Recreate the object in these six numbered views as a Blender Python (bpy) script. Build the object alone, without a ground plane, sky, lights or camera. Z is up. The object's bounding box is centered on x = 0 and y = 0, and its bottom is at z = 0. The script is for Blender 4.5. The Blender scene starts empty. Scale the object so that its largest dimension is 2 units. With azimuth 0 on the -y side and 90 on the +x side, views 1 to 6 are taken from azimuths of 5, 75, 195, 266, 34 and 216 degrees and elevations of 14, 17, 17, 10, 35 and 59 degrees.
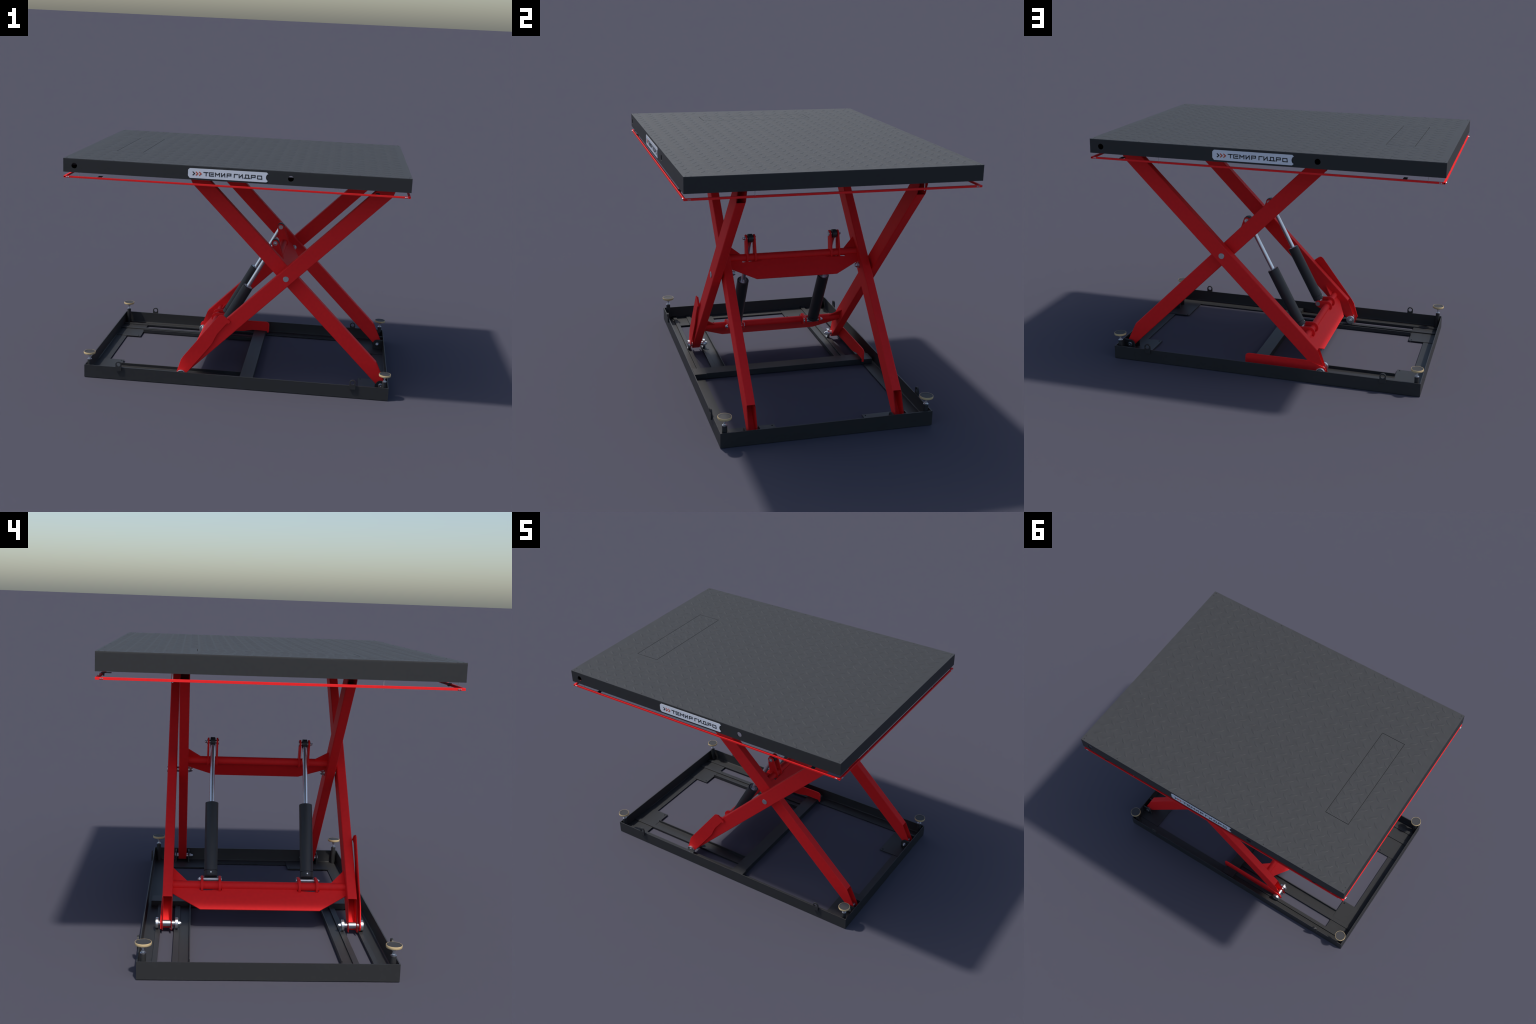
"""Hydraulic scissor lift table: checker-plate platform, red scissor arms, low dark base frame."""
import bpy, bmesh, math
from mathutils import Vector, Matrix

# ------------------------------------------------------------------ materials
def material(name, color, rough=0.5, metal=0.0, spec=0.5, grain=0.0, grain_scale=60.0, bump=0.0, bump_scale=300.0):
    m = bpy.data.materials.new(name)
    m.use_nodes = True
    nt = m.node_tree
    b = nt.nodes["Principled BSDF"]
    b.inputs["Base Color"].default_value = (*color, 1)
    b.inputs["Roughness"].default_value = rough
    b.inputs["Metallic"].default_value = metal
    b.inputs["Specular IOR Level"].default_value = spec
    tc = nt.nodes.new("ShaderNodeTexCoord")
    if grain > 0:
        n = nt.nodes.new("ShaderNodeTexNoise")
        n.inputs["Scale"].default_value = grain_scale
        n.inputs["Detail"].default_value = 4
        r = nt.nodes.new("ShaderNodeValToRGB")
        r.color_ramp.elements[0].position = 0.3
        r.color_ramp.elements[1].position = 0.7
        r.color_ramp.elements[0].color = (*[c * (1 - grain) for c in color], 1)
        r.color_ramp.elements[1].color = (*[min(1, c * (1 + grain)) for c in color], 1)
        nt.links.new(tc.outputs["Object"], n.inputs["Vector"])
        nt.links.new(n.outputs["Fac"], r.inputs["Fac"])
        nt.links.new(r.outputs["Color"], b.inputs["Base Color"])
    if bump > 0:
        n2 = nt.nodes.new("ShaderNodeTexNoise")
        n2.inputs["Scale"].default_value = bump_scale
        bp = nt.nodes.new("ShaderNodeBump")
        bp.inputs["Strength"].default_value = bump
        bp.inputs["Distance"].default_value = 0.001
        nt.links.new(tc.outputs["Object"], n2.inputs["Vector"])
        nt.links.new(n2.outputs["Fac"], bp.inputs["Height"])
        nt.links.new(bp.outputs["Normal"], b.inputs["Normal"])
    return m

RED = material("red_paint", (0.86, 0.012, 0.014), rough=0.68, spec=0.3, grain=0.03, bump=0.05)
DARK = material("graphite_paint", (0.0285, 0.029, 0.030), rough=0.5, spec=0.33, grain=0.05, bump=0.05)
TREAD = material("graphite_tread_paint", (0.046, 0.0465, 0.0475), rough=0.60, spec=0.28, grain=0.06, grain_scale=25, bump=0.05)
BARREL = material("black_barrel_paint", (0.030, 0.031, 0.034), rough=0.45, spec=0.4)
STEEL = material("zinc_steel", (0.60, 0.62, 0.65), rough=0.38, metal=1.0)
CHROME = material("chrome_rod", (0.70, 0.72, 0.75), rough=0.32, metal=1.0)
TAN = material("tan_rubber_rim", (0.56, 0.42, 0.22), rough=0.6)
RUBBER = material("black_rubber", (0.035, 0.035, 0.037), rough=0.7)
HOLE = material("dark_recess", (0.008, 0.008, 0.009), rough=0.8)
PLATE = material("pale_name_plate", (0.74, 0.76, 0.82), rough=0.45)
INK = material("black_ink", (0.010, 0.010, 0.012), rough=0.5)
ORANGE = material("red_orange_ink", (0.55, 0.085, 0.035), rough=0.5)

# ------------------------------------------------------------------ helpers
ROOT = bpy.data.objects.new("scissor_lift_table", None)
bpy.context.scene.collection.objects.link(ROOT)
ROOT["label"] = "hydraulic scissor lift table with red arms and dark tread platform"
ROOT["category"] = "lift table"

def finish(bm, name, mat, parent=None, smooth=30, bevel=0.0, seg=2, mats=None):
    bmesh.ops.remove_doubles(bm, verts=bm.verts, dist=1e-6)
    bmesh.ops.recalc_face_normals(bm, faces=bm.faces)
    if bevel > 0:
        es = [e for e in bm.edges if len(e.link_faces) == 2 and e.calc_face_angle(0) > math.radians(35)]
        bmesh.ops.bevel(bm, geom=es, offset=bevel, segments=seg, affect='EDGES', clamp_overlap=True, profile=0.5)
    me = bpy.data.meshes.new(name)
    bm.to_mesh(me); bm.free()
    for p in me.polygons:
        p.use_smooth = True
    me.set_sharp_from_angle(angle=math.radians(smooth))
    for m in (mats or [mat]):
        me.materials.append(m)
    ob = place(me, name, parent)
    if bevel > 0:
        weighted(ob)
    return ob

def weighted(ob):
    """Keep flat faces flat: normals weighted by face area."""
    md = ob.modifiers.new("flat_normals", 'WEIGHTED_NORMAL')
    md.keep_sharp = True; md.weight = 100

def place(me, name, parent=None, matrix=None):
    ob = bpy.data.objects.new(name, me)
    bpy.context.scene.collection.objects.link(ob)
    ob.parent = parent or ROOT
    if matrix is not None:
        ob.matrix_local = matrix
    return ob

def box(bm, x0, x1, y0, y1, z0, z1):
    v = [bm.verts.new((x, y, z)) for x in (x0, x1) for y in (y0, y1) for z in (z0, z1)]
    for f in ((0, 1, 3, 2), (4, 6, 7, 5), (0, 4, 5, 1), (2, 3, 7, 6), (0, 2, 6, 4), (1, 5, 7, 3)):
        bm.faces.new([v[i] for i in f])

def prism(bm, pts, place_fn, a, b):
    """Extrude the 2D outline pts between depths a and b; place_fn(u, v, w) -> world point."""
    A = [bm.verts.new(place_fn(u, v, a)) for u, v in pts]
    B = [bm.verts.new(place_fn(u, v, b)) for u, v in pts]
    n = len(pts)
    bm.faces.new(A); bm.faces.new(B[::-1])
    for i in range(n):
        bm.faces.new((A[i], B[i], B[(i + 1) % n], A[(i + 1) % n]))

XZ = lambda u, v, w: (u, w, v)      # outline in x,z extruded along y
YZ = lambda u, v, w: (w, u, v)
XY = lambda u, v, w: (u, v, w)

def lathe(bm, profile, origin, axis, seg=32):
    """Turn (distance along axis, radius) pairs about an axis."""
    ax = Vector(axis).normalized()
    t = Vector((0, 0, 1)) if abs(ax.z) < 0.9 else Vector((1, 0, 0))
    e1 = ax.cross(t).normalized(); e2 = ax.cross(e1)
    o = Vector(origin)
    rings = []
    for s, r in profile:
        if r < 1e-6:
            rings.append([bm.verts.new(o + ax * s)])
        else:
            rings.append([bm.verts.new(o + ax * s + e1 * r * math.cos(2 * math.pi * k / seg) + e2 * r * math.sin(2 * math.pi * k / seg)) for k in range(seg)])
    for R, Q in zip(rings, rings[1:]):
        for k in range(seg):
            a, b = R[k % len(R)], R[(k + 1) % len(R)]
            c, d = Q[(k + 1) % len(Q)], Q[k % len(Q)]
            q = []
            for v in (a, b, c, d):
                if v not in q:
                    q.append(v)
            if len(q) > 2:
                bm.faces.new(q)

def rod(bm, p0, p1, r, seg=32, cham=0.0):
    p0, p1 = Vector(p0), Vector(p1)
    L = (p1 - p0).length
    if cham:
        pr = [(0, 0), (0, r - cham), (cham, r), (L - cham, r), (L, r - cham), (L, 0)]
    else:
        pr = [(0, 0), (0, r), (L, r), (L, 0)]
    lathe(bm, pr, p0, p1 - p0, seg)

def hull_two_circles(c0, r0, c1, r1, n=14):
    """Outline of the belt round two circles (2D)."""
    c0, c1 = Vector(c0), Vector(c1)
    d = c1 - c0; L = d.length; th = math.atan2(d.y, d.x)
    al = math.acos((r0 - r1) / L)
    out = []
    for k in range(n + 1):
        a = th + al + (2 * math.pi - 2 * al) * k / n
        out.append((c0.x + r0 * math.cos(a), c0.y + r0 * math.sin(a)))
    for k in range(n + 1):
        a = th - al + 2 * al * k / n
        out.append((c1.x + r1 * math.cos(a), c1.y + r1 * math.sin(a)))
    return out

def subtract(ob, cutter):
    md = ob.modifiers.new("cut", 'BOOLEAN')
    md.operation = 'DIFFERENCE'; md.object = cutter; md.solver = 'EXACT'
    dg = bpy.context.evaluated_depsgraph_get()
    me = bpy.data.meshes.new_from_object(ob.evaluated_get(dg))
    ob.modifiers.clear()
    old = ob.data; ob.data = me
    bpy.data.meshes.remove(old)
    bpy.data.objects.remove(cutter)
    for p in me.polygons:
        p.use_smooth = True
    me.set_sharp_from_angle(angle=math.radians(30))

def hex_nut(bm, p, axis, r, h, bore=0):
    lathe(bm, [(0, 0), (0, r), (h * 0.85, r), (h, r * 0.85), (h, 0)], p, axis, 6)

# ------------------------------------------------------------------ key points (x, z)
PIVOT = Vector((0.307, 0.699))          # scissor crossing
ROLL = Vector((-0.317, 0.0425))         # lower rollers
FIX = Vector((0.931, 0.0430))           # lower fixed hinge
ROLL_TOP = 2 * PIVOT - FIX
FIX_TOP = 2 * PIVOT - ROLL
S2 = math.sqrt(0.5)
OUT_Y, IN_Y, HALF_W = 0.459, 0.398, 0.0244
ARM_MID, ARM_HALF = 0.0036, 0.0466
D_OUT, N_OUT = Vector((S2, S2)), Vector((-S2, S2))
D_IN, N_IN = Vector((S2, -S2)), Vector((S2, S2))

def arm_point(kind, a, p, y):
    d, n = (D_OUT, N_OUT) if kind == "outer" else (D_IN, N_IN)
    q = PIVOT + d * a + n * p
    return Vector((q.x, y, q.y))

# ------------------------------------------------------------------ scissor arms (hollow box tube, mitred ends)
def scissor_arm(kind, side):
    bm = bmesh.new()
    r, ns = 0.0055, 5
    yc = (OUT_Y if kind == "outer" else IN_Y) * side
    ring = []
    for cx, cy, a0 in ((1, 1, 0), (-1, 1, 90), (-1, -1, 180), (1, -1, 270)):
        for k in range(ns):
            a = math.radians(a0 + 90 * k / (ns - 1))
            ring.append((cx * (ARM_HALF - r) + r * math.cos(a), cy * (HALF_W - r) + r * math.sin(a)))
    loops = []
    for a in (-1.1, 0, 1.1):
        loops.append([bm.verts.new(arm_point(kind, a, ARM_MID + p, yc + y)) for p, y in ring])
    n = len(ring)
    for A, B in zip(loops, loops[1:]):
        for i in range(n):
            bm.faces.new((A[i], A[(i + 1) % n], B[(i + 1) % n], B[i]))
    # end cuts: steep mitre and flat foot, repeated point-symmetrically at the top
    if kind == "outer":
        P0, P1, zb, sg = Vector((-0.2955, 0.160)), Vector((-0.3440, 0.030)), 0.0175, -1
    else:
        P0, P1, zb, sg = Vector((0.9005, 0.1700)), Vector((0.9580, 0.0450)), 0.0230, 1
    t = P1 - P0
    nrm = Vector((t.y, -t.x)).normalized()
    if nrm.x * sg < 0:
        nrm = -nrm
    for flip in (1, -1):
        co = P0 if flip == 1 else 2 * PIVOT - P0
        zc = zb if flip == 1 else 2 * PIVOT.y - zb
        bmesh.ops.bisect_plane(bm, geom=bm.verts[:] + bm.edges[:] + bm.faces[:], plane_co=(co.x, 0, co.y),
                               plane_no=(flip * nrm.x, 0, flip * nrm.y), clear_outer=True)
        bmesh.ops.bisect_plane(bm, geom=bm.verts[:] + bm.edges[:] + bm.faces[:], plane_co=(0, 0, zc),
                               plane_no=(0, 0, -flip), clear_outer=True)
    bmesh.ops.recalc_face_normals(bm, faces=bm.faces)
    if sum(f.normal.dot(f.calc_center_median() - Vector((PIVOT.x, yc, PIVOT.y))) for f in bm.faces) < 0:
        bmesh.ops.reverse_faces(bm, faces=bm.faces)
    ob = finish(bm, "scissor_arm", RED, smooth=35)
    md = ob.modifiers.new("wall", 'SOLIDIFY')
    md.thickness = 0.005; md.offset = -1
    weighted(ob)
    return ob

for s in (-1, 1):
    scissor_arm("outer", s)
    scissor_arm("inner", s)

# ------------------------------------------------------------------ centre pivot bolts
for s in (-1, 1):
    bm = bmesh.new()
    c = (PIVOT.x, 0, PIVOT.y)
    P = lambda y: (c[0], s * y, c[2])
    ax = (0, s, 0)
    rod(bm, P(0.350), P(0.486), 0.0105)
    lathe(bm, [(0, 0), (0, 0.0175), (0.003, 0.0175), (0.0038, 0.0168), (0.0038, 0)], P(0.4838), ax, 32)
    lathe(bm, [(0, 0.010), (0, 0.0150), (0.0105, 0.0150), (0.0105, 0.010)], P(0.4232), ax, 24)
    lathe(bm, [(0, 0), (0, 0.0165), (0.006, 0.0165), (0.006, 0)], P(0.3665), ax, 24)
    hex_nut(bm, P(0.3665), (0, -s, 0), 0.0145, 0.012)
    finish(bm, "pivot_bolt", STEEL, smooth=35)

# ------------------------------------------------------------------ roller axles (lower on the outer arms, upper on the inner arms)
def roller_set(centre, s, yc):
    C = lambda y: (centre.x, s * y, centre.y)
    bm = bmesh.new()
    k = yc - OUT_Y
    rod(bm, C(0.4345 + k), C(0.4835 + k), 0.0158)                 # bushing between the cheeks
    rod(bm, C(0.390 + k), C(0.512 + k), 0.0090)                    # axle
    lathe(bm, [(0, 0.009), (0, 0.0125), (0.0165, 0.0125), (0.0165, 0.009)], C(0.4175 + k), (0, s, 0), 24)
    lathe(bm, [(0, 0.009), (0, 0.0125), (0.0150, 0.0125), (0.0150, 0.009)], C(0.4845 + k), (0, s, 0), 24)
    hex_nut(bm, C(0.404 + k), (0, -s, 0), 0.0105, 0.010)
    lathe(bm, [(0, 0), (0, 0.006), (0.006, 0.0045), (0.008, 0)], C(0.3945 + k), (0, -s, 0), 16)
    axle = finish(bm, "roller_axle", STEEL, smooth=35)
    for y0 in (0.4035, 0.4990):
        bm = bmesh.new()
        lathe(bm, [(0, 0), (0, 0.0150), (0.0012, 0.0160), (0.0012, 0.0248), (0, 0.0255), (0.0012, 0.0275), (0.0133, 0.0275),
                   (0.0145, 0.0255), (0.0133, 0.0248), (0.0133, 0.0160), (0.0145, 0.0150), (0.0145, 0)], C(y0 + k), (0, s, 0), 40)
        finish(bm, "roller", STEEL, axle, smooth=35)

for s in (-1, 1):
    roller_set(ROLL, s, OUT_Y)
    roller_set(ROLL_TOP, s, IN_Y)

# ------------------------------------------------------------------ fixed hinges
def hinge(centre, s, yc, up):
    C = lambda y: (centre.x, s * y, centre.y)
    bm = bmesh.new()
    rod(bm, C(yc - 0.052), C(yc + 0.044), 0.0090)
    rod(bm, C(yc - 0.0355), C(yc + 0.0355), 0.0140)
    lathe(bm, [(0, 0), (0, 0.0150), (0.003, 0.0150), (0.0040, 0.0135), (0.0040, 0.0040), (0.0030, 0.0030), (0.0030, 0)], C(yc + 0.0430), (0, s, 0), 28)
    hex_nut(bm, C(yc - 0.0430), (0, -s, 0), 0.0135, 0.010)
    lathe(bm, [(0, 0.0085), (0.008, 0.0080), (0.0125, 0.004), (0.0135, 0)], C(yc - 0.0530), (0, -s, 0), 16)
    pin = finish(bm, "hinge_pin", STEEL, smooth=35)
    z_floor = 0.0055 if not up else 1.3935
    for dy in (-0.0425, 0.0345):
        bm = bmesh.new()
        sgn = 1 if not up else -1
        R = 0.031
        pts = [(0.9685, z_floor), (0.9685, centre.y + sgn * R)]
        for k in range(13):
            a = math.radians(90 + 90 * k / 12)
            pts.append((centre.x + R * math.cos(a), centre.y + sgn * R * math.sin(a)))
        pts.append((centre.x - R, z_floor))
        y0, y1 = sorted((s * (yc + dy), s * (yc + dy + 0.008)))
        prism(bm, pts, XZ, y0, y1)
        finish(bm, "hinge_bracket", DARK, pin, bevel=0.001)

for s in (-1, 1):
    hinge(FIX, s, IN_Y, False)
    hinge(FIX_TOP, s, OUT_Y, True)

# ------------------------------------------------------------------ torque tubes with wing plate, gussets and cylinder lugs
TUBE_LOW = Vector((-0.1945, 0.2010))
TUBE_UP = Vector((0.2415, 0.7640))
PIN_LOW = Vector((-0.1350, 0.2140))
PIN_UP = Vector((0.2168, 0.8683))
TUBE_R = 0.0212

def torque_tube(kind, centre, half, plate_a, gusset_a, gusset_in, notch_y, corner_y, lug_y, pin, lug_pin_r, lug_ring):
    """plate_a: (start, end at arm, end in the middle) along the arm axis."""
    bm = bmesh.new()
    rod(bm, (centre.x, -half, centre.y), (centre.x, half, centre.y), TUBE_R, 40)
    tube = finish(bm, "torque_tube", RED, smooth=35)
    PL = lambda y, a, w: arm_point(kind, a, w, y)
    a0, a1, a2 = plate_a
    sg = 1 if a2 > a0 else -1
    na = a0 + sg * 0.0105
    pts = [(-half, a0)]
    for c in (-notch_y, notch_y):
        lo, hi = c - 0.056, c + 0.056
        pts += [(lo, a0), (lo, na - sg * 0.003), (lo + 0.003, na), (hi - 0.003, na), (hi, na - sg * 0.003), (hi, a0)]
    pts += [(half, a0), (half, a1), (corner_y, a2), (-corner_y, a2), (-half, a1)]
    bm = bmesh.new()
    prism(bm, pts, PL, 0.0005, 0.0065)
    bmesh.ops.triangulate(bm, faces=[f for f in bm.faces if len(f.verts) > 4])
    finish(bm, "wing_plate", RED, tube)
    for s in (-1, 1):
        bm = bmesh.new()
        prism(bm, [(s * half, gusset_a[0]), (s * half, gusset_a[1]), (s * gusset_in, gusset_a[1])], PL, 0.0005, 0.0065)
        finish(bm, "gusset", RED, tube)
        for y0, y1 in lug_y:
            bm = bmesh.new()
            prism(bm, hull_two_circles(pin, lug_pin_r, centre, lug_ring), XZ, s * y0, s * y1)
            finish(bm, "lug", RED, tube, bevel=0.0012)

torque_tube("outer", TUBE_LOW, OUT_Y - HALF_W + 0.001, (-0.7270, -0.7570, -0.8420), (-0.612, -0.690), 0.360,
            0.245, 0.297, ((0.1945, 0.2065), (0.2830, 0.2950)), PIN_LOW, 0.0185, 0.0365)
torque_tube("inner", TUBE_UP, IN_Y - HALF_W + 0.001, (-0.0700, -0.0270, 0.0475), (-0.184, -0.110), 0.300,
            0.245, 0.232, ((0.2170, 0.2265), (0.2640, 0.2735)), PIN_UP, 0.0212, 0.0305)

# ------------------------------------------------------------------ hydraulic cylinders
CYL_LEN = 0.745                          # axis runs past the foot pin, which is set off to one side
CYL_DIR = Vector((0.4747, 0.8802)).normalized()
CYL_FOOT = PIN_UP - CYL_DIR * CYL_LEN
for s in (-1, 1):
    yc = 0.2455 * s
    ax = Vector((CYL_DIR.x, 0, CYL_DIR.y))
    o = Vector((CYL_FOOT.x, yc, CYL_FOOT.y))
    bm = bmesh.new()
    L = 0.4065
    lathe(bm, [(0.016, 0), (0.016, 0.0305), (0.019, 0.0335), (0.0440, 0.0336), (0.0446, 0.0310), (0.0466, 0.0310), (0.0472, 0.0338),
               (L - 0.002, 0.0338), (L, 0.0305), (L, 0.027), (L - 0.003, 0.0275), (L - 0.003, 0)], o, ax, 48)
    barrel = finish(bm, "hydraulic_cylinder", BARREL, smooth=35)
    bm = bmesh.new()
    lathe(bm, [(L - 0.004, 0), (L - 0.004, 0.0268), (L + 0.0005, 0.0264), (L + 0.0005, 0.0185), (L - 0.0015, 0.0175), (L - 0.0015, 0)], o, ax, 40)
    finish(bm, "gland_ring", STEEL, barrel, smooth=35)
    bm = bmesh.new()
    lathe(bm, [(L - 0.01, 0), (L - 0.01, 0.0128), (CYL_LEN - 0.015, 0.0128), (CYL_LEN - 0.015, 0)], o, ax, 32)
    finish(bm, "piston_rod", CHROME, barrel, smooth=35)
    bm = bmesh.new()
    e = Vector((PIN_UP.x, yc - 0.0135, PIN_UP.y))
    lathe(bm, [(0, 0), (0, 0.0210), (0.002, 0.0245), (0.025, 0.0245), (0.027, 0.0210), (0.027, 0)], e, (0, 1, 0), 32)
    finish(bm, "rod_eye", BARREL, barrel, smooth=35)
    # port plug on the face that looks out along -x
    bm = bmesh.new()
    side = Vector((-CYL_DIR.y, 0, CYL_DIR.x))
    rod(bm, o + ax * 0.033 + side * 0.030, o + ax * 0.033 + side * 0.0350, 0.0035, 16)
    finish(bm, "port_plug", STEEL, barrel, smooth=35)
    # pins
    bm = bmesh.new()
    rod(bm, (PIN_LOW.x, s * 0.190, PIN_LOW.y), (PIN_LOW.x, s * 0.299, PIN_LOW.y), 0.0130)
    hex_nut(bm, (PIN_LOW.x, s * 0.297, PIN_LOW.y), (0, s, 0), 0.0105, 0.008)
    lathe(bm, [(0, 0.007), (0.005, 0.006), (0.007, 0)], (PIN_LOW.x, s * 0.305, PIN_LOW.y), (0, s, 0), 16)
    lathe(bm, [(0, 0.0148), (0.003, 0.0142), (0.003, 0.003), (0.002, 0)], (PIN_LOW.x, s * 0.1935, PIN_LOW.y), (0, -s, 0), 24)
    finish(bm, "cylinder_pin", STEEL, barrel, smooth=35)
    bm = bmesh.new()
    q = PIN_UP
    rod(bm, (q.x, s * 0.214, q.y), (q.x, s * 0.2765, q.y), 0.0105)
    lathe(bm, [(0, 0.0148), (0.003, 0.0142), (0.003, 0)], (q.x, s * 0.2165, q.y), (0, -s, 0), 24)
    lathe(bm, [(0, 0.0148), (0.0022, 0.0145), (0.0022, 0)], (q.x, s * 0.2732, q.y), (0, s, 0), 24)
    hex_nut(bm, (q.x, s * 0.2745, q.y), (0, s, 0), 0.0095, 0.008)
    lathe(bm, [(0, 0.0065), (0.005, 0.006), (0.007, 0)], (q.x, s * 0.2825, q.y), (0, s, 0), 16)
    finish(bm, "cylinder_pin", STEEL, barrel, smooth=35)

# ------------------------------------------------------------------ safety props (one lowered, one stowed)
PROP = [(-0.027, -0.0215), (-0.030, 0.012), (-0.022, 0.026), (0.072, 0.060), (0.100, 0.0625), (0.448, 0.0615), (0.460, 0.058),
        (0.468, 0.050), (0.4705, 0.040), (0.4705, -0.012), (0.467, -0.018), (0.461, -0.0200), (0.453, -0.0180), (0.4475, -0.007),
        (0.353, -0.006), (0.325, -0.0115), (0.287, -0.0205), (0.250, -0.0225), (0.012, -0.0225)]
def safety_prop(s, deg, ya, yb):
    ca, sa = math.cos(math.radians(deg)), math.sin(math.radians(deg))
    W = lambda u, v, w: (ROLL.x + u * ca - v * sa, w, ROLL.y + u * sa + v * ca)
    bm = bmesh.new()
    y0, y1 = sorted((s * ya, s * yb))
    prism(bm, PROP, W, y0, y1)
    f0, f1 = sorted((s * (ya - 0.006), s * ya))
    prism(bm, [(0.4635, -0.018), (0.4635, 0.048), (0.4700, 0.042), (0.4700, -0.016)], W, f0, f1)
    finish(bm, "safety_prop", RED, bevel=0.0015)
safety_prop(1, 0.0, 0.4842, 0.4902)
safety_prop(-1, 52.9, 0.4935, 0.4990)

# ------------------------------------------------------------------ base frame
BX0, BX1, BY, BH = -0.9190, 0.9745, 0.5730, 0.0800
T = 0.0050
bm = bmesh.new()
fil = 0.006
def angle_profile(w):
    """L section: wall at u=0 rising, floor flange running inwards, rounded root."""
    p = [(0, 0), (0, BH), (T, BH), (T, T + fil)]
    for k in range(1, 5):
        a = math.radians(180 + 90 * k / 4)
        p.append((T + fil + fil * math.cos(a), T + fil + fil * math.sin(a)))
    return p + [(w, T), (w, 0)]
# four mitred angles lofted round the rectangle
prof = angle_profile(0.0815)
corners = [(BX0, -BY, 1, 1), (BX1, -BY, -1, 1), (BX1, BY, -1, -1), (BX0, BY, 1, -1)]
loops = [[bm.verts.new((cx + sx * u, cy + sy * u, v)) for u, v in prof] for cx, cy, sx, sy in corners]
for i in range(4):
    A, B = loops[i], loops[(i + 1) % 4]
    for k in range(len(prof)):
        bm.faces.new((A[k], A[(k + 1) % len(prof)], B[(k + 1) % len(prof)], B[k]))
base = finish(bm, "base_frame", DARK, smooth=35)

BEAM = (0.047, 0.131)
for s in (-1, 1):
    # inner rail: flat strip with a low upstand lip on its inner edge
    bm = bmesh.new()
    y = lambda v: s * v
    pts = [(y(0.343), 0.001), (y(0.343), 0.0250), (y(0.348), 0.0250), (y(0.348), 0.0062), (y(0.4235), 0.0062), (y(0.4235), 0.001)]
    prism(bm, pts, YZ, -0.7400, BEAM[0] + 0.002)
    finish(bm, "inner_rail", DARK, base, bevel=0.0006, seg=1)
    # roller tracks
    for a, b in ((0.3960, 0.4235), (0.4900, 0.5135)):
        bm = bmesh.new()
        box(bm, -0.9130, BEAM[0] + 0.002, *sorted((y(a), y(b))), 0.0058, 0.0149)
        finish(bm, "roller_track", DARK, base, bevel=0.0008, seg=1)
    # corner plates with an anchor hole
    for x0, x1, xh in ((-0.9120, -0.7400, -0.7560), (0.7930, 0.9680, 0.8080)):
        bm = bmesh.new()
        lo, hi = sorted((y(0.2450), y(0.5000)))
        box(bm, x0, x1, lo, hi, 0.0015, 0.0080)
        cp = finish(bm, "corner_plate", DARK, base, bevel=0.0006, seg=1)
        cb = bmesh.new()
        rod(cb, (xh, y(0.2600), -0.02), (xh, y(0.2600), 0.03), 0.0048, 20)
        subtract(cp, finish(cb, "cutter", DARK))
    # lifting eyes on the outside of the long walls
    for xe in (-0.7005, 0.7540):
        bm = bmesh.new()
        R, r, zc, zb = 0.0188, 0.0122, 0.1005, 0.0590
        outer, inner = [], []
        N = 32
        for k in range(N):
            a = 2 * math.pi * k / N
            c, sn = math.cos(a), math.sin(a)
            if sn >= 0:
                outer.append((xe + R * c, zc + R * sn))
            else:
                t = min(R / max(abs(c), 1e-6), (zc - zb) / abs(sn))
                outer.append((xe + t * c, zc + t * sn))
            inner.append((xe + r * c, zc + r * sn))
        ys = (s * (BY + 0.0003), s * (BY + 0.0085))
        L = [[bm.verts.new((u, yy, v)) for u, v in ring] for yy in ys for ring in (outer, inner)]
        for k in range(N):
            j = (k + 1) % N
            bm.faces.new((L[0][k], L[0][j], L[1][j], L[1][k]))
            bm.faces.new((L[2][k], L[3][k], L[3][j], L[2][j]))
            bm.faces.new((L[0][k], L[2][k], L[2][j], L[0][j]))
            bm.faces.new((L[1][k], L[1][j], L[3][j], L[3][k]))
        finish(bm, "lifting_eye", DARK, base)

# crossbeam
bm = bmesh.new()
box(bm, BEAM[0], BEAM[1], -0.480, 0.480, 0.001, 0.0355)
finish(bm, "crossbeam", DARK, base, bevel=0.002)
for s in (-1, 1):
    bm = bmesh.new()
    box(bm, BEAM[0], BEAM[1] + 0.007, *sorted((s * 0.4795, s * 0.5500)), 0.0055, 0.0360)
    finish(bm, "crossbeam_end", DARK, base, bevel=0.0015)

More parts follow.
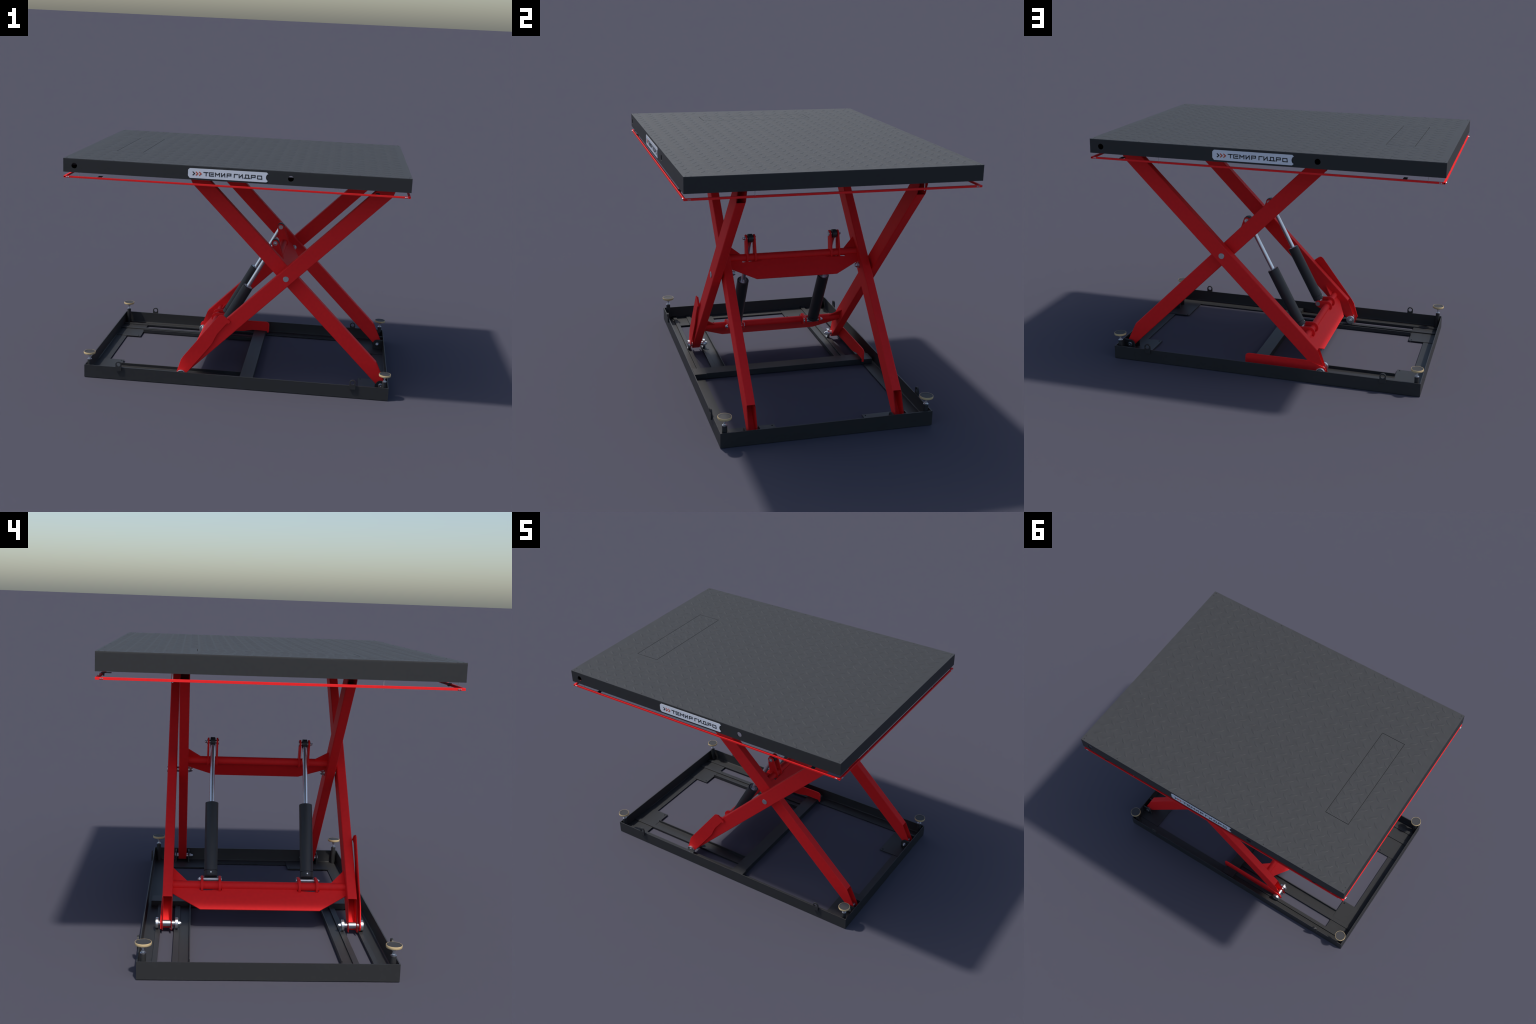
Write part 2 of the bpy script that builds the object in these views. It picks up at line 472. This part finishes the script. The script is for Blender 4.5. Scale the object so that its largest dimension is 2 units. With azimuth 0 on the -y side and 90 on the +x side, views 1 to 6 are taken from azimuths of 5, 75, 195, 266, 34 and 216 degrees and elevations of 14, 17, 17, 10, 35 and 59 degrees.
# levelling feet in the corners
PAD_R = 0.0364
for fx in (-0.8922, 0.9465):
    for s in (-1, 1):
        fy = 0.5450 * s
        bm = bmesh.new()
        lathe(bm, [(0.0055, 0), (0.0055, 0.0132), (0.1085, 0.0132), (0.1095, 0.0122), (0.1095, 0)], (fx, fy, 0), (0, 0, 1), 20)
        post = finish(bm, "levelling_foot", DARK, base, smooth=35)
        bm = bmesh.new()
        lathe(bm, [(0.109, 0), (0.109, 0.0125), (0.1100, 0.0130), (0.1130, 0.0130), (0.1142, 0.0115), (0.1155, 0.0085), (0.1195, 0.0070), (0.1215, 0.0070),
                   (0.1225, 0.0045), (0.1310, 0.0042), (0.1322, 0.0075), (0.1345, 0.0090), (0.1375, 0.0088), (0.1390, 0.0050), (0.1480, 0.0050), (0.1480, 0)], (fx, fy, 0), (0, 0, 1), 24)
        finish(bm, "foot_screw", STEEL, post, smooth=40)
        bm = bmesh.new()
        lathe(bm, [(0.1475, 0), (0.1475, PAD_R - 0.003), (0.1485, PAD_R - 0.001), (0.1500, PAD_R), (0.1600, PAD_R), (0.1612, PAD_R - 0.0008),
                   (0.1612, PAD_R - 0.0018), (0.1600, PAD_R - 0.0022), (0.1600, 0)], (fx, fy, 0), (0, 0, 1), 40)
        finish(bm, "foot_rim", TAN, post, smooth=35)
        bm = bmesh.new()
        lathe(bm, [(0.1590, 0), (0.1590, PAD_R - 0.0021), (0.1614, PAD_R - 0.0024), (0.1614, 0.0265), (0.1606, 0.0255), (0.1606, 0)], (fx, fy, 0), (0, 0, 1), 40)
        finish(bm, "foot_pad", RUBBER, post, smooth=35)

# ------------------------------------------------------------------ platform
PX, PY, PZ0, PZ1 = 0.9970, 0.7476, 1.3202, 1.4002
HX0, HX1, HY = -0.7795, -0.6170, 0.3440
bm = bmesh.new()
t = 0.006
loops = [[bm.verts.new((sx * (PX - o), sy * (PY - o), z)) for sx, sy in ((-1, -1), (1, -1), (1, 1), (-1, 1))]
         for o, z in ((0, PZ0), (0, PZ1 - 0.005), (t, PZ1 - 0.005), (t, PZ0))]
for i in range(4):
    for k in range(4):
        A, B, j = loops[i], loops[(i + 1) % 4], (k + 1) % 4
        bm.faces.new((A[k], A[j], B[j], B[k]))
platform = finish(bm, "platform", DARK, smooth=30)
for s, xs in ((-1, (-0.932, 0.3185)), (1, (0.932, -0.3190))):
    for x in xs:
        cb = bmesh.new()
        rod(cb, (x, s * (PY - 0.03), 1.3587), (x, s * (PY + 0.03), 1.3587), 0.0165, 40)
        subtract(platform, finish(cb, "cutter", DARK))
# tread plate with a rectangular opening for the hatch
bm = bmesh.new()
g = 0.0014
gx = (-PX, HX0 - g, HX1 + g, PX); gy = (-PY, -HY - g, HY + g, PY)
V = [[[bm.verts.new((x, yv, zz)) for zz in (PZ1 - 0.005, PZ1)] for yv in gy] for x in gx]
for i in range(3):
    for j in range(3):
        if (i, j) == (1, 1):
            continue
        for k in (0, 1):
            bm.faces.new((V[i][j][k], V[i + 1][j][k], V[i + 1][j + 1][k], V[i][j + 1][k]))
rim = [(i, 0) for i in range(3)] + [(3, j) for j in range(3)] + [(i, 3) for i in range(3, 0, -1)] + [(0, j) for j in range(3, 0, -1)]
for ring in (rim, [(1, 1), (2, 1), (2, 2), (1, 2)]):
    for (i, j), (m, n) in zip(ring, ring[1:] + ring[:1]):
        bm.faces.new((V[i][j][0], V[m][n][0], V[m][n][1], V[i][j][1]))
finish(bm, "tread_plate", TREAD, platform)
bm = bmesh.new()
box(bm, HX0 + g, HX1 - g, -HY + g, HY - g, PZ1 - 0.005, PZ1)
finish(bm, "hatch_cover", TREAD, platform)
bm = bmesh.new()
box(bm, HX0 - 0.02, HX1 + 0.02, -HY - 0.02, HY + 0.02, PZ1 - 0.009, PZ1 - 0.0055)
finish(bm, "hatch_ledge", HOLE, platform)

# raised lens-shaped treads, two leaning directions on a square grid
PITCH = 0.0735
LENS_L, LENS_W, LENS_H = 0.0292, 0.0084, 0.0009
def lens(bm, x, y, deg):
    ca, sa = math.cos(math.radians(deg)), math.sin(math.radians(deg))
    rings = []
    n = 9
    for sc, h in ((1.0, -0.0002), (0.90, 0.60), (0.68, 0.92), (0.30, 1.0)):
        pts = []
        for k in range(2 * n):
            u = -1 + 2 * (k / n) if k < n else 1 - 2 * ((k - n) / n)
            w = (1 - u * u) * (1 if k < n else -1)
            px, py = u * (LENS_L if deg > 0 else LENS_L * 0.92) * (0.4 + 0.6 * sc), w * LENS_W * sc
            pts.append(bm.verts.new((x + px * ca - py * sa, y + px * sa + py * ca, PZ1 + (h if h < 0 else h * LENS_H))))
        rings.append(pts)
    for A, B in zip(rings, rings[1:]):
        for k in range(2 * n):
            j = (k + 1) % (2 * n)
            bm.faces.new((A[k], A[j], B[j], B[k]))
    bm.faces.new(rings[-1])

bm = bmesh.new()
def clear_of_hatch(x, y, m=0.030):
    return not (HX0 - m < x < HX1 + m and abs(y) < HY + m * 0.8)
for i in range(-14, 15):
    for j in range(-12, 13):
        for (ox, oy, deg) in ((0.0185, 0.0215, -36), (-0.0190, -0.0118, 40)):
            x, y = ox + i * PITCH, oy + j * PITCH
            if x < -0.59 and abs(y) < HY + 0.02:
                continue
            if abs(x) < PX - 0.024 and abs(y) < PY - 0.019 and clear_of_hatch(x, y):
                lens(bm, x, y, deg)
for j in range(-5, 6):           # strip beside the hatch and the hatch itself
    for x, oy, deg in ((-0.928, -0.047, -36), (-0.886, -0.010, 40), (-0.845, -0.060, -36), (-0.806, -0.020, 40),
                       (-0.757, 0.008, -36), (-0.728, -0.030, 40), (-0.6985, 0.008, -36), (-0.668, -0.030, 40), (-0.640, 0.008, -36)):
        y = oy + j * 0.077
        lim = HY - 0.020 if HX0 < x < HX1 else HY + 0.012
        if abs(y) < lim:
            lens(bm, x, y, deg)
ob = finish(bm, "tread_bumps", TREAD, platform, smooth=60)
ob["kind"] = "stuff"

# countersunk screws round the tread plate
bm = bmesh.new()
spots = [(x, s * 0.7365) for x in (-0.7035, -0.4220, -0.1400, 0.1400, 0.4240, 0.7050) for s in (-1, 1)]
spots += [(sx * 0.9800, sy * 0.7340) for sx in (-1, 1) for sy in (-1, 1)] + [(sx * 0.9835, sy * 0.7100) for sx in (-1, 1) for sy in (-1, 1)]
for x, y in spots:
    lathe(bm, [(PZ1 - 0.001, 0.0035), (PZ1 + 0.0005, 0.0035), (PZ1 + 0.0005, 0.0), ], (x, y, 0), (0, 0, 1), 14)
ob = finish(bm, "plate_screws", HOLE, platform)
ob["kind"] = "stuff"

# underside stiffening: roller channels, flange strips, corner gussets
for s in (-1, 1):
    bm = bmesh.new()
    c = IN_Y * s
    for a in (c - 0.082, c + 0.076):
        box(bm, -0.93, 0.50, a, a + 0.006, PZ0 + 0.012, PZ1 - 0.006)
    finish(bm, "roller_channel", DARK, platform)
    bm = bmesh.new()
    box(bm, -0.85, 0.75, *sorted((s * 0.490, s * 0.660)), PZ0 + 0.002, PZ0 + 0.006)
    finish(bm, "stiffening_strip", DARK, platform)
    for sx in (-1, 1):
        bm = bmesh.new()
        box(bm, *sorted((sx * 0.9895, sx * 0.860)), *sorted((s * 0.500, s * 0.715)), PZ0 + 0.002, PZ0 + 0.006)
        finish(bm, "corner_gusset", DARK, platform)

# name plates with stroke lettering on both long sides
GLYPHS = {
    "te": [[(0, 1), (1, 1)], [(0.56, 1), (0.56, 0)]],
    "ie": [[(1, 1), (0, 1), (0, 0), (1, 0)], [(0.38, 0.5), (0.95, 0.5)]],
    "em": [[(0, 0), (0, 1), (0.5, 0.42), (1, 1), (1, 0)]],
    "i": [[(0, 1), (0.06, 0), (0.94, 1), (1, 0)]],
    "er": [[(0, 0), (0, 1), (1, 1), (1, 0.42), (0.12, 0.42)]],
    "ge": [[(0, 0), (0, 1), (1, 1)]],
    "de": [[(-0.02, 0), (1.02, 0)], [(0.22, 0), (0.22, 1), (0.76, 1), (0.80, 0)]],
    "o": [[(0, 0.92), (0, 0.12), (0.10, 0), (1.05, -0.02), (0.95, 0.94), (0.0, 0.94)]],
}
WORDS = [("te", 462, 558), ("ie", 572, 668), ("em", 690, 783), ("i", 808, 888), ("er", 918, 1006),
         ("ge", 1058, 1134), ("i", 1150, 1232), ("de", 1252, 1376), ("er", 1390, 1478), ("o", 1510, 1606)]
def stroke(bm, pts, w, place_fn, d0, d1):
    for (ax, ay), (bx, by) in zip(pts, pts[1:]):
        v = Vector((bx - ax, by - ay)); L = v.length; v /= L
        n = Vector((-v.y, v.x)) * w * 0.5
        e = v * w * 0.5
        a, b = Vector((ax, ay)) - e, Vector((bx, by)) + e
        quad = [a - n, b - n, b + n, a + n]
        prism(bm, [(q.x, q.y) for q in quad], place_fn, d0, d1)
        d0 -= 0.00001; d1 += 0.00004          # lift crossing strokes clear of each other
Z_LO, Z_HI = 1.3475, 1.3660
for s in (-1, 1):
    P = (lambda u, v, w: (u, -PY - w, v)) if s < 0 else (lambda u, v, w: (-u, PY + w, v))
    bm = bmesh.new()
    pts = [(-0.2595, 1.3860), (-0.2690, 1.3760), (-0.2690, 1.3430), (-0.2590, 1.3300), (0.1800, 1.3300), (0.1905, 1.3395)]
    for k in range(13):                       # round bite at the right-hand end
        a = math.radians(-118 - 124 * k / 12)
        pts.append((0.1975 + 0.0205 * math.cos(a) * (1.0), 1.3585 + 0.0225 * math.sin(a)))
    pts += [(0.1905, 1.3775), (0.1800, 1.3868)]
    prism(bm, pts, P, 0.0002, 0.0012)
    bmesh.ops.triangulate(bm, faces=[f for f in bm.faces if len(f.verts) > 4])
    finish(bm, "name_plate", PLATE, platform)
    ux = lambda u: -0.2689 + (u - 160) * 0.000293
    bm = bmesh.new()
    for gname, u0, u1 in WORDS:
        x0, x1 = ux(u0) + 0.002, ux(u1) - 0.002
        for line in GLYPHS[gname]:
            stroke(bm, [(x0 + px * (x1 - x0), Z_LO + pz * (Z_HI - Z_LO)) for px, pz in line], 0.0050, P, 0.0010, 0.0018)
    stroke(bm, [(ux(258), 1.3650), (ux(290), 1.3565), (ux(258), 1.3480)], 0.0058, P, 0.0010, 0.0018)
    finish(bm, "lettering", INK, platform)
    bm = bmesh.new()
    for u in (320, 386):
        stroke(bm, [(ux(u), 1.3650), (ux(u + 33), 1.3565), (ux(u), 1.3480)], 0.0060, P, 0.0010, 0.0018)
    finish(bm, "chevron_marks", ORANGE, platform)

# ------------------------------------------------------------------ safety trip bar hanging round the platform edge
BAR, BZ = 0.0106, 1.2922
h = BAR / 2
BXO, BYO = 0.9955, 0.7472
bm = bmesh.new()
for s in (-1, 1):
    box(bm, -BXO + BAR, BXO - BAR, s * (BYO - h) - h, s * (BYO - h) + h, BZ - h, BZ + h)
bar = finish(bm, "safety_bar", RED, bevel=0.0012)
for s in (-1, 1):            # end bars are hollow and open towards the long sides
    bm = bmesh.new()
    c = s * (BXO - h)
    A = [[bm.verts.new((c + u * r, yy, BZ + v * r)) for u, v in ((-1, -1), (1, -1), (1, 1), (-1, 1))] for yy in (-BYO, BYO) for r in (h, h - 0.0016)]
    for k in range(4):
        j = (k + 1) % 4
        bm.faces.new((A[0][k], A[0][j], A[2][j], A[2][k]))
        bm.faces.new((A[1][k], A[3][k], A[3][j], A[1][j]))
        bm.faces.new((A[0][k], A[1][k], A[1][j], A[0][j]))
        bm.faces.new((A[2][k], A[2][j], A[3][j], A[3][k]))
    finish(bm, "end_bar", RED, bar, bevel=0.0003, seg=1)
# screws at the corners
for sx in (-1, 1):
    for sy in (-1, 1):
        for x in (0.9748, 0.9664):
            bm = bmesh.new()
            lathe(bm, [(-0.002, 0.0036), (0.001, 0.0036), (0.0025, 0.0022), (0.0028, 0)], (sx * x, sy * BYO, BZ), (0, sy, 0), 14)
            finish(bm, "bar_screw", STEEL, bar, smooth=50)
        for yv in (0.7262, 0.7180):
            bm = bmesh.new()
            lathe(bm, [(-0.002, 0.0036), (0.001, 0.0036), (0.0040, 0.0022), (0.0044, 0)], (sx * (BXO + 0.0001), sy * yv, BZ), (sx, 0, 0), 14)
            finish(bm, "bar_screw", STEEL, bar, smooth=50)
# hanger pins
pins = [(x, s * (BYO - h)) for x in (-0.907, 0.588) for s in (-1, 1)] + [(s * (BXO - h), y) for s in (-1, 1) for y in (-0.410, 0.4405)]
for x, y in pins:
    bm = bmesh.new()
    lathe(bm, [(BZ - h - 0.0035, 0), (BZ - h - 0.0035, 0.0028), (BZ - h - 0.0005, 0.0028), (BZ - h - 0.0005, 0.0019), (PZ0 + 0.03, 0.0019), (PZ0 + 0.03, 0)],
          (x, y - math.copysign(0.001, y) * (1 if abs(y) > 0.6 else 0), 0), (0, 0, 1), 12)
    finish(bm, "hanger_pin", STEEL, bar, smooth=50)
# black clips that carry the bar
for x in (-0.7855, 0.8130):
    for s in (-1, 1):
        bm = bmesh.new()
        box(bm, x - 0.011, x + 0.011, *sorted((s * 0.700, s * 0.7440)), BZ + h + 0.0003, BZ + h + 0.0026)
        box(bm, x - 0.011, x + 0.011, *sorted((s * 0.7300, s * 0.7335)), BZ - h - 0.001, BZ + h + 0.0005)
        finish(bm, "bar_clip", RUBBER, bar)
